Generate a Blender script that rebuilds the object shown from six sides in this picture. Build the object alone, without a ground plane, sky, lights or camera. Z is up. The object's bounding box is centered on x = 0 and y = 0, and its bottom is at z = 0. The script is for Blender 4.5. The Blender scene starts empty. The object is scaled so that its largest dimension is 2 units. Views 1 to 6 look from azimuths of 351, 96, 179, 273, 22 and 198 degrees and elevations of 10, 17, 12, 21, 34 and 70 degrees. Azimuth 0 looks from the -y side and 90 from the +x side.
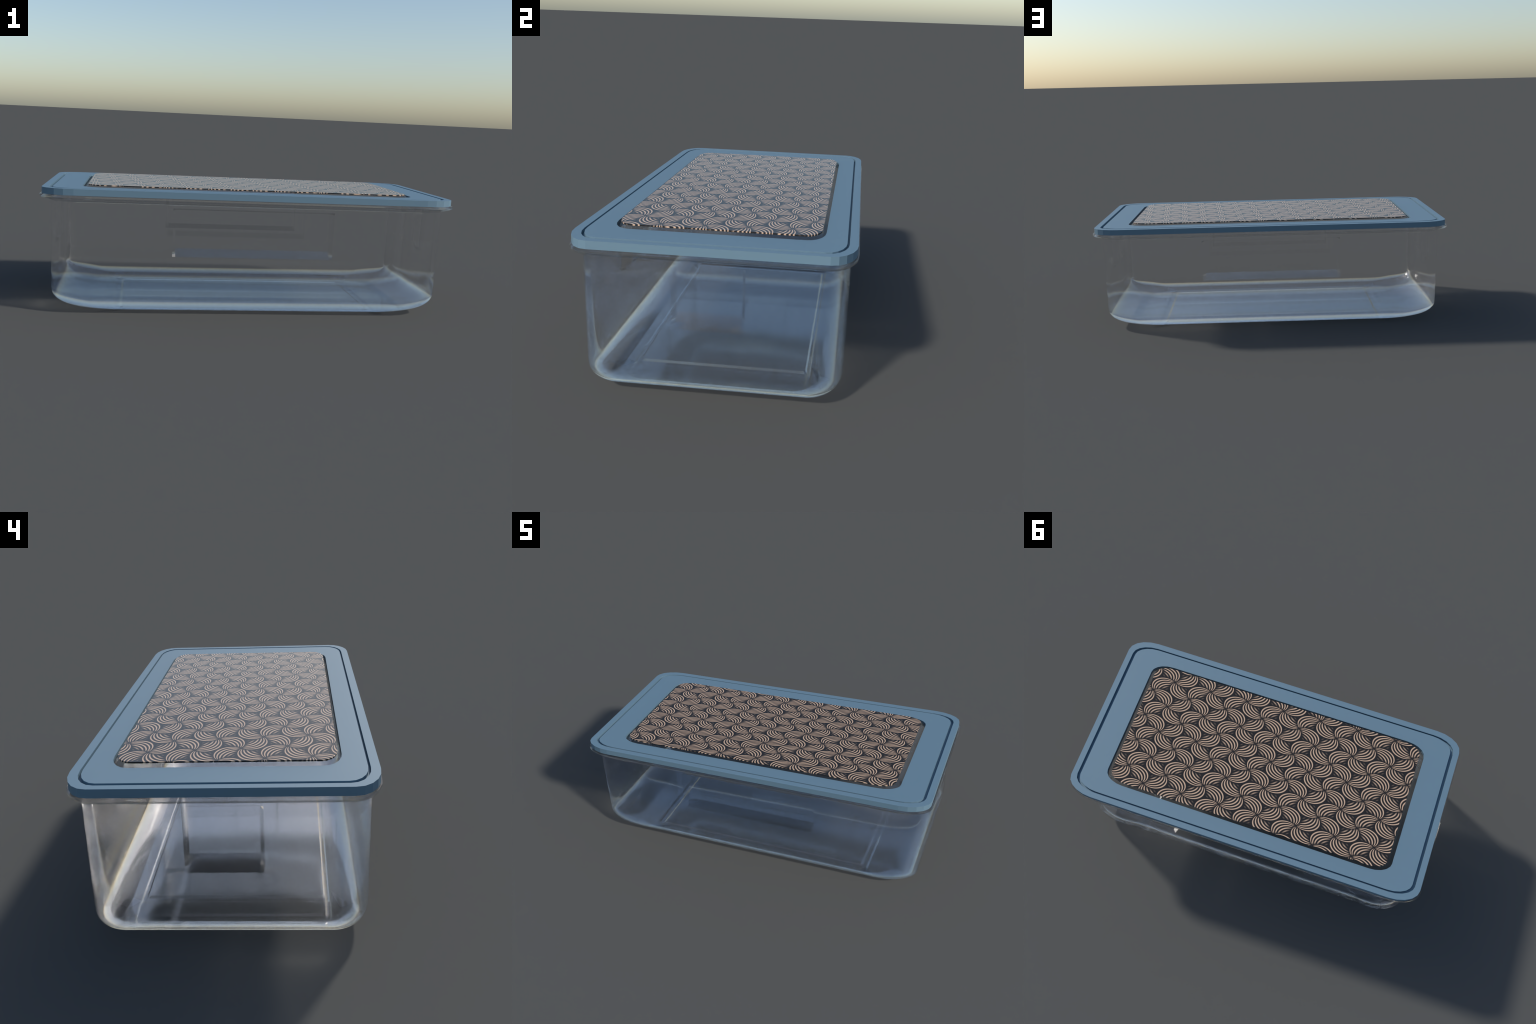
"""Rectangular clear glass food container with a blue plastic lid that frames a
raised printed plate on a bevelled glass inlay.  Metres, z up, base on z = 0."""
import bpy, bmesh, math

# ------------------------------------------------------------------ helpers
def rounded_rectangle(half_x, half_y, radius_x, radius_y, segments,
                      side_x=(), side_y=()):
    """Closed outline, counter-clockwise from the +x side.  The corners are
    quarter ellipses; side_x / side_y are extra stations along the straight
    sides (absolute coordinates), so that details can start exactly there."""
    cx, cy = half_x - radius_x, half_y - radius_y
    points = []
    def corner(sx, sy, start):
        for k in range(segments + 1):
            a = start + math.pi / 2 * k / segments
            points.append((sx * cx + radius_x * math.cos(a),
                           sy * cy + radius_y * math.sin(a)))
    for y in sorted(side_y):
        points.append((half_x, y))
    corner(1, 1, 0.0)
    for x in sorted(side_x, reverse=True):
        points.append((x, half_y))
    corner(-1, 1, math.pi / 2)
    for y in sorted(side_y, reverse=True):
        points.append((-half_x, y))
    corner(-1, -1, math.pi)
    for x in sorted(side_x):
        points.append((x, -half_y))
    corner(1, -1, 1.5 * math.pi)
    return points


def loft(name, rings, material, smooth_angle=None, parent=None, capped=True, sharp_rings=(), inside=None, cap_last=True):
    """Skin a list of rings (each a list of xyz of the same length), cap both ends."""
    mesh = bpy.data.meshes.new(name)
    bm = bmesh.new()
    grid = [[bm.verts.new(p) for p in ring] for ring in rings]
    n = len(rings[0])
    for lower, upper in zip(grid, grid[1:]):
        for k in range(n):
            bm.faces.new((lower[k], lower[(k + 1) % n], upper[(k + 1) % n], upper[k]))
    if capped:
        bm.faces.new(list(reversed(grid[0])))
        if cap_last:
            bm.faces.new(grid[-1])
    bmesh.ops.remove_doubles(bm, verts=bm.verts, dist=1e-6)
    bmesh.ops.recalc_face_normals(bm, faces=bm.faces)
    bm.to_mesh(mesh)
    bm.free()
    mesh.materials.append(material)
    if inside:                              # rings from this one on form the inner skin
        first, inner_material = inside
        mesh.materials.append(inner_material)
        for face in mesh.polygons:
            face.material_index = int(min(v // n for v in face.vertices) >= first)
    if smooth_angle is not None:
        mesh.shade_smooth()
        mesh.set_sharp_from_angle(angle=math.radians(smooth_angle))
        for edge in mesh.edges:             # ring edges that stay crisp (no doubles were merged)
            p, q = edge.vertices
            if p // n == q // n and p // n in sharp_rings:
                edge.use_edge_sharp = True
    ob = bpy.data.objects.new(name, mesh)
    bpy.context.scene.collection.objects.link(ob)
    ob.parent = parent
    return ob


class Nodes:
    """Small writer for shader maths."""
    def __init__(self, name):
        self.material = bpy.data.materials.new(name)
        self.material.use_nodes = True
        self.tree = self.material.node_tree
        self.shader = self.tree.nodes["Principled BSDF"]

    def put(self, socket, value):
        if isinstance(value, bpy.types.NodeSocket):
            self.tree.links.new(value, socket)
        else:
            socket.default_value = value

    def math(self, operation, *values, clamp=False):
        node = self.tree.nodes.new("ShaderNodeMath")
        node.operation, node.use_clamp = operation, clamp
        for socket, value in zip(node.inputs, values):
            self.put(socket, value)
        return node.outputs[0]

    def smooth(self, value, low, high, to_low=0.0, to_high=1.0):
        node = self.tree.nodes.new("ShaderNodeMapRange")
        node.interpolation_type = "SMOOTHSTEP"
        for key, v in zip(("Value", "From Min", "From Max", "To Min", "To Max"),
                          (value, low, high, to_low, to_high)):
            self.put(node.inputs[key], v)
        return node.outputs[0]

    def ramp(self, value, low, high, to_low=0.0, to_high=1.0):
        node = self.tree.nodes.new("ShaderNodeMapRange")
        for key, v in zip(("Value", "From Min", "From Max", "To Min", "To Max"),
                          (value, low, high, to_low, to_high)):
            self.put(node.inputs[key], v)
        return node.outputs[0]

    def mix(self, factor, a, b):
        node = self.tree.nodes.new("ShaderNodeMix")
        node.data_type = "RGBA"
        self.put(node.inputs[0], factor)
        self.put(node.inputs[6], a)
        self.put(node.inputs[7], b)
        return node.outputs[2]

    def position(self):
        coords = self.tree.nodes.new("ShaderNodeTexCoord")
        split = self.tree.nodes.new("ShaderNodeSeparateXYZ")
        self.tree.links.new(coords.outputs["Object"], split.inputs[0])
        return coords.outputs["Object"], split.outputs


# ---------------------------------------------------------------- materials
def glass_material(name, roughness, weight):
    """Clear glass.  `weight` of the light is refracted and reflected as by glass,
    the rest passes the thin pane without a bend (part of it by a refraction
    of index 1, so that the pane still counts as a surface)."""
    n = Nodes(name)
    n.shader.inputs["Base Color"].default_value = (0.97, 0.975, 0.98, 1)
    n.shader.inputs["Transmission Weight"].default_value = 1.0
    n.shader.inputs["IOR"].default_value = 1.45
    n.shader.inputs["Roughness"].default_value = roughness
    new, link = n.tree.nodes.new, n.tree.links.new
    clear, straight = new("ShaderNodeBsdfTransparent"), new("ShaderNodeBsdfRefraction")
    straight.inputs["Roughness"].default_value = 0.0
    straight.inputs["IOR"].default_value = 1.0
    body, pane = new("ShaderNodeMixShader"), new("ShaderNodeMixShader")
    open_share = 0.47
    body.inputs[0].default_value = weight / (1.0 - open_share)
    link(straight.outputs[0], body.inputs[1])
    link(n.shader.outputs[0], body.inputs[2])
    pane.inputs[0].default_value = 1.0 - open_share
    link(clear.outputs[0], pane.inputs[1])
    link(body.outputs[0], pane.inputs[2])
    link(pane.outputs[0], n.tree.nodes["Material Output"].inputs["Surface"])
    return n.material


def lid_material():
    n = Nodes("blue_plastic")
    coords, _ = n.position()
    noise = n.tree.nodes.new("ShaderNodeTexNoise")
    noise.inputs["Scale"].default_value = 7.0
    noise.inputs["Detail"].default_value = 4.0
    n.tree.links.new(coords, noise.inputs["Vector"])
    tint = n.ramp(noise.outputs["Fac"], 0.3, 0.7)
    n.put(n.shader.inputs["Base Color"],
          n.mix(tint, (*LID_BLUE, 1), (LID_BLUE[0] * 1.02, LID_BLUE[1] * 1.005, LID_BLUE[2], 1)))
    n.shader.inputs["Roughness"].default_value = 0.6
    n.shader.inputs["Specular IOR Level"].default_value = 0.35
    return n.material


def pattern_material():
    """Swirl print.  The swirl centres lie on a lattice with the steps STEP_S and
    STEP_T.  Every edge between two neighbouring centres carries a petal of six
    round stripes: copies of one arc, shifted by PERIOD from the outermost one
    (OUTER away from the edge) across the edge, fading as they go.  The petals
    bulge to alternating sides; one lattice cell has two that bulge into it from
    below and above and two that fade into it from the left and right."""
    n = Nodes("swirl_print")
    _, (x, y, _z) = n.position()
    m = n.math
    det = STEP_S[0] * STEP_T[1] - STEP_T[0] * STEP_S[1]
    dx = m("SUBTRACT", x, CENTRE[0])
    dy = m("SUBTRACT", y, CENTRE[1])
    s = m("ADD", m("MULTIPLY", dx, STEP_T[1] / det), m("MULTIPLY", dy, -STEP_T[0] / det))
    t = m("ADD", m("MULTIPLY", dx, -STEP_S[1] / det), m("MULTIPLY", dy, STEP_S[0] / det))
    i, j = m("FLOOR", s), m("FLOOR", t)
    fs, ft = m("SUBTRACT", s, i), m("SUBTRACT", t, j)
    odd = m("FLOORED_MODULO", m("ADD", i, j), 2.0)
    swap = lambda p, q: m("ADD", p, m("MULTIPLY", odd, m("SUBTRACT", q, p)))
    a, b = swap(fs, ft), swap(ft, fs)
    flip = lambda v: m("SUBTRACT", 1.0, v)

    def drop(v):                         # how far the arc falls off beside its top
        d = m("SUBTRACT", v, 0.5)
        inside = m("MAXIMUM", m("SUBTRACT", ARC * ARC, m("MULTIPLY", d, d)), 0.0)
        return m("SUBTRACT", ARC, m("SQRT", inside))

    def stripe(level):
        phase = m("MULTIPLY", m("SUBTRACT", level, OUTER), 2 * math.pi / PERIOD)
        return n.smooth(m("COSINE", phase), -0.25, 0.85)

    fade = lambda v: n.smooth(v, 0.50, 0.95)
    drop_a, drop_b = drop(a), drop(b)
    lower, upper = m("ADD", b, drop_a), m("ADD", flip(b), drop_a)
    to_end = m("ADD", m("MINIMUM", a, flip(a)), ARC)
    parts = []
    for level, inward in ((lower, b), (upper, flip(b))):
        inside = n.ramp(level, OUTER + 0.48 * PERIOD, OUTER + 0.52 * PERIOD, 1.0, 0.0)
        ends = fade(m("ADD", to_end, m("MULTIPLY", inward, 4.0)))
        parts.append(m("MULTIPLY", m("MULTIPLY", stripe(level), inside), ends))
    clear = fade(m("MINIMUM", lower, upper))
    away = m("MINIMUM", a, flip(a))
    parts.append(m("MULTIPLY", stripe(m("SUBTRACT", drop_b, away)), clear))
    ink = m("MAXIMUM", m("MAXIMUM", parts[0], parts[1]), parts[2])
    n.put(n.shader.inputs["Base Color"], n.mix(ink, (*PRINT_DARK, 1), (*PRINT_TAN, 1)))
    n.shader.inputs["Roughness"].default_value = 0.25
    n.shader.inputs["Specular IOR Level"].default_value = 0.16
    return n.material


LID_BLUE = (0.122, 0.205, 0.268)
PRINT_DARK = (0.020, 0.020, 0.021)
PRINT_TAN = (0.56, 0.39, 0.275)
CENTRE, STEP_S, STEP_T = (-0.1047, -0.2517), (-0.1150, 0.0726), (-0.0999, -0.0834)
OUTER, PERIOD, ARC = 0.43, 0.1235, 0.475

clear_glass = glass_material("clear_glass", 0.10, 0.35)
inner_glass = glass_material("clear_glass_inside", 0.1, 0.02)
cover_glass = glass_material("cover_glass", 0.04, 0.35)
blue_plastic = lid_material()
swirl_print = pattern_material()

# -------------------------------------------------------------------- parts
thing = bpy.data.objects.new("food_container", None)
bpy.context.scene.collection.objects.link(thing)
thing["label"] = "clear glass food box with blue lid and swirl-patterned top plate"
thing["category"] = "food container"

# --- glass body: walls, grip recesses, rounded base with a foot rim ---------
WALL_X, WALL_Y, DRAFT = 0.952, 0.4745, 0.005   # outside of the walls at the flange, taper to the base
ROUND_X, ROUND_Y, ROUND_Z = 0.225, 0.130, 0.112   # rounding between wall and base
CORNER_X, CORNER_Y = 0.165, 0.098
# grip recess: half width at rim and floor, depth, heights of top rim, top floor, ledge, lip
GRIP_LONG = (0.386, 0.371, 0.044, 0.513, 0.502, 0.318, 0.284)
GRIP_SHORT = (0.1275, 0.114, 0.031, 0.513, 0.502, 0.336, 0.282)
CORNER_SEGMENTS = 14


def base_inset(z):
    """Share of the base rounding at height z (1 at the base, 0 on the wall)."""
    t = max(0.0, 1.0 - z / ROUND_Z)
    return 1.0 - max(0.0, 1.0 - t ** 2.2) ** (1 / 2.2)


def grip_depth(along, grip, z):
    rim, floor, depth, top, top_floor, ledge, lip = grip
    side = min(1.0, max(0.0, (rim - abs(along)) / (rim - floor)))
    if z >= top or z <= lip:
        height = 0.0
    elif z > top_floor:
        height = (top - z) / (top - top_floor)
    elif z > ledge:
        height = 1.0
    else:
        height = (z - lip) / (ledge - lip)
    return depth * min(side, height)


def body_ring(z, grow_x=0.0, grow_y=0.0):
    k = base_inset(z)
    taper = DRAFT * (1.0 - min(1.0, z / 0.53))
    hx, hy = WALL_X - taper - ROUND_X * k + grow_x, WALL_Y - taper - ROUND_Y * k + grow_y
    stations_x = [s * v for s in (-1, 1) for v in (0.12, 0.25, GRIP_LONG[0], GRIP_LONG[1], 0.55, 0.7)]
    stations_y = [s * v for s in (-1, 1) for v in (0.04, 0.08, GRIP_SHORT[0], GRIP_SHORT[1], 0.2, 0.235)]
    ring = []
    for px, py in rounded_rectangle(hx, hy, CORNER_X, CORNER_Y, CORNER_SEGMENTS,
                                    stations_x, stations_y):
        if abs(abs(px) - hx) < 1e-9 and abs(py) < 0.236:
            px -= math.copysign(grip_depth(py, GRIP_SHORT, z), px)
        elif abs(abs(py) - hy) < 1e-9 and abs(px) < 0.71:
            py -= math.copysign(grip_depth(px, GRIP_LONG, z), py)
        ring.append((px, py, z))
    return ring


def flat_ring(hx, hy, z, rx, ry):
    return [(px, py, z) for px, py in
            rounded_rectangle(hx, hy, rx, ry, CORNER_SEGMENTS,
                              [s * v * hx for s in (-1, 1) for v in (0.13, 0.28, 0.43, 0.57, 0.7, 0.85)],
                              [s * v * hy for s in (-1, 1) for v in (0.13, 0.28, 0.43, 0.57, 0.7, 0.85)])]


# rings from the middle of the base up to the flange
foot = [(0.200, 0.110, 0.0085), (0.400, 0.215, 0.0078), (0.618, 0.324, 0.006),
        (0.630, 0.331, 0.000), (0.652, 0.340, 0.000), (0.664, 0.345, 0.004)]
outer = [flat_ring(hx, hy, z, 0.012, 0.010) for hx, hy, z in foot]
heights = [0.0041] + [0.004 + (ROUND_Z - 0.004) * (1 - math.cos(math.pi / 2 * k / 18)) for k in range(1, 19)]
heights += [0.16, 0.20, 0.24, 0.282, 0.284, 0.296, 0.307, 0.318, 0.327, 0.336]
heights += [0.36, 0.40, 0.45, 0.48, 0.502, 0.513, 0.5275]
outer += [body_ring(z) for z in heights]
# flange: flares out below the glass cover
for grow_x, grow_y, z in ((0.003, 0.001, 0.5300), (0.012, 0.007, 0.5325), (0.025, 0.014, 0.5355),
                          (0.036, 0.020, 0.5390), (0.040, 0.022, 0.5418), (-0.005, -0.005, 0.5418)):
    outer.append(body_ring(z, grow_x, grow_y))
body = loft("container_body", outer, clear_glass, smooth_angle=28, parent=thing,
            sharp_rings={2, 3, 4, 5, 6}, cap_last=False)

# --- lid: glass cover with a raised middle, blue rim and frame on it --------
lid = bpy.data.objects.new("lid", None)
bpy.context.scene.collection.objects.link(lid)
lid.parent = thing
LID_SEGMENTS = 5
LID_TOP, LID_BOTTOM = 0.5897, 0.5600


def profile_loft(name, profile, material, segments, parent, **options):
    """profile: (half x, half y, corner x, corner y, z) from the first cap to the last."""
    rings = [[(px, py, z) for px, py in rounded_rectangle(hx, hy, rx, ry, segments)]
             for hx, hy, rx, ry, z in profile]
    return loft(name, rings, material, parent=parent, **options)


def frame(name, outside, inside, material, parent):
    """Flat ring with upright faces between two rounded rectangles."""
    ring = [(*outside, LID_BOTTOM), (*outside, LID_TOP), (*inside, LID_TOP), (*inside, LID_BOTTOM)]
    return profile_loft(name, ring + ring[:1], material, LID_SEGMENTS, parent, capped=False)


GROOVE = 0.013
frame("lid_rim", (0.989, 0.4955, 0.150, 0.088), (0.958, 0.4650, 0.128, 0.072), blue_plastic, lid)
hole, plateau, step = (0.811, 0.3802, 0.110, 0.064), (0.942, 0.4570, 0.120, 0.067), (0.957, 0.4642, 0.128, 0.072)
section = [(*hole, LID_BOTTOM), (*step, LID_BOTTOM), (*step, LID_TOP - GROOVE), (*plateau, LID_TOP - GROOVE),
           (*plateau, LID_TOP), (*hole, LID_TOP)]
profile_loft("lid_frame", section + section[:1], blue_plastic, LID_SEGMENTS, lid, capped=False)

COVER_Z = LID_BOTTOM - 0.0008           # upper face of the glass cover under the blue parts
BEVEL = [(0.8095, 0.3790, 0.110, 0.064, COVER_Z), (0.8085, 0.3783, 0.110, 0.064, 0.5765),
         (0.7850, 0.3670, 0.092, 0.056, 0.5948)]
SHELL = 0.006
cover = [(hx - SHELL, hy - SHELL, rx - SHELL / 2, ry - SHELL / 2, z - SHELL) for hx, hy, rx, ry, z in reversed(BEVEL)]
cover += [(0.980, 0.4850, 0.150, 0.088, 0.5424), (0.9935, 0.4965, 0.153, 0.091, 0.5436),
          (0.9985, 0.5000, 0.154, 0.092, 0.5480), (1.0000, 0.5010, 0.154, 0.092, COVER_Z - 0.0040),
          (0.9975, 0.4995, 0.153, 0.091, COVER_Z - 0.0008), (0.9930, 0.4970, 0.152, 0.090, COVER_Z)]
cover += BEVEL
profile_loft("glass_cover", cover[::-1], cover_glass, LID_SEGMENTS, lid, inside=(len(cover) - 4, inner_glass))
plate = [(0.7850, 0.3670, 0.092, 0.056, 0.5953), (0.7850, 0.3670, 0.092, 0.056, 0.5998),
         (0.7842, 0.3664, 0.092, 0.056, 0.6003)]
profile_loft("patterned_plate", plate, swirl_print, LID_SEGMENTS, lid)
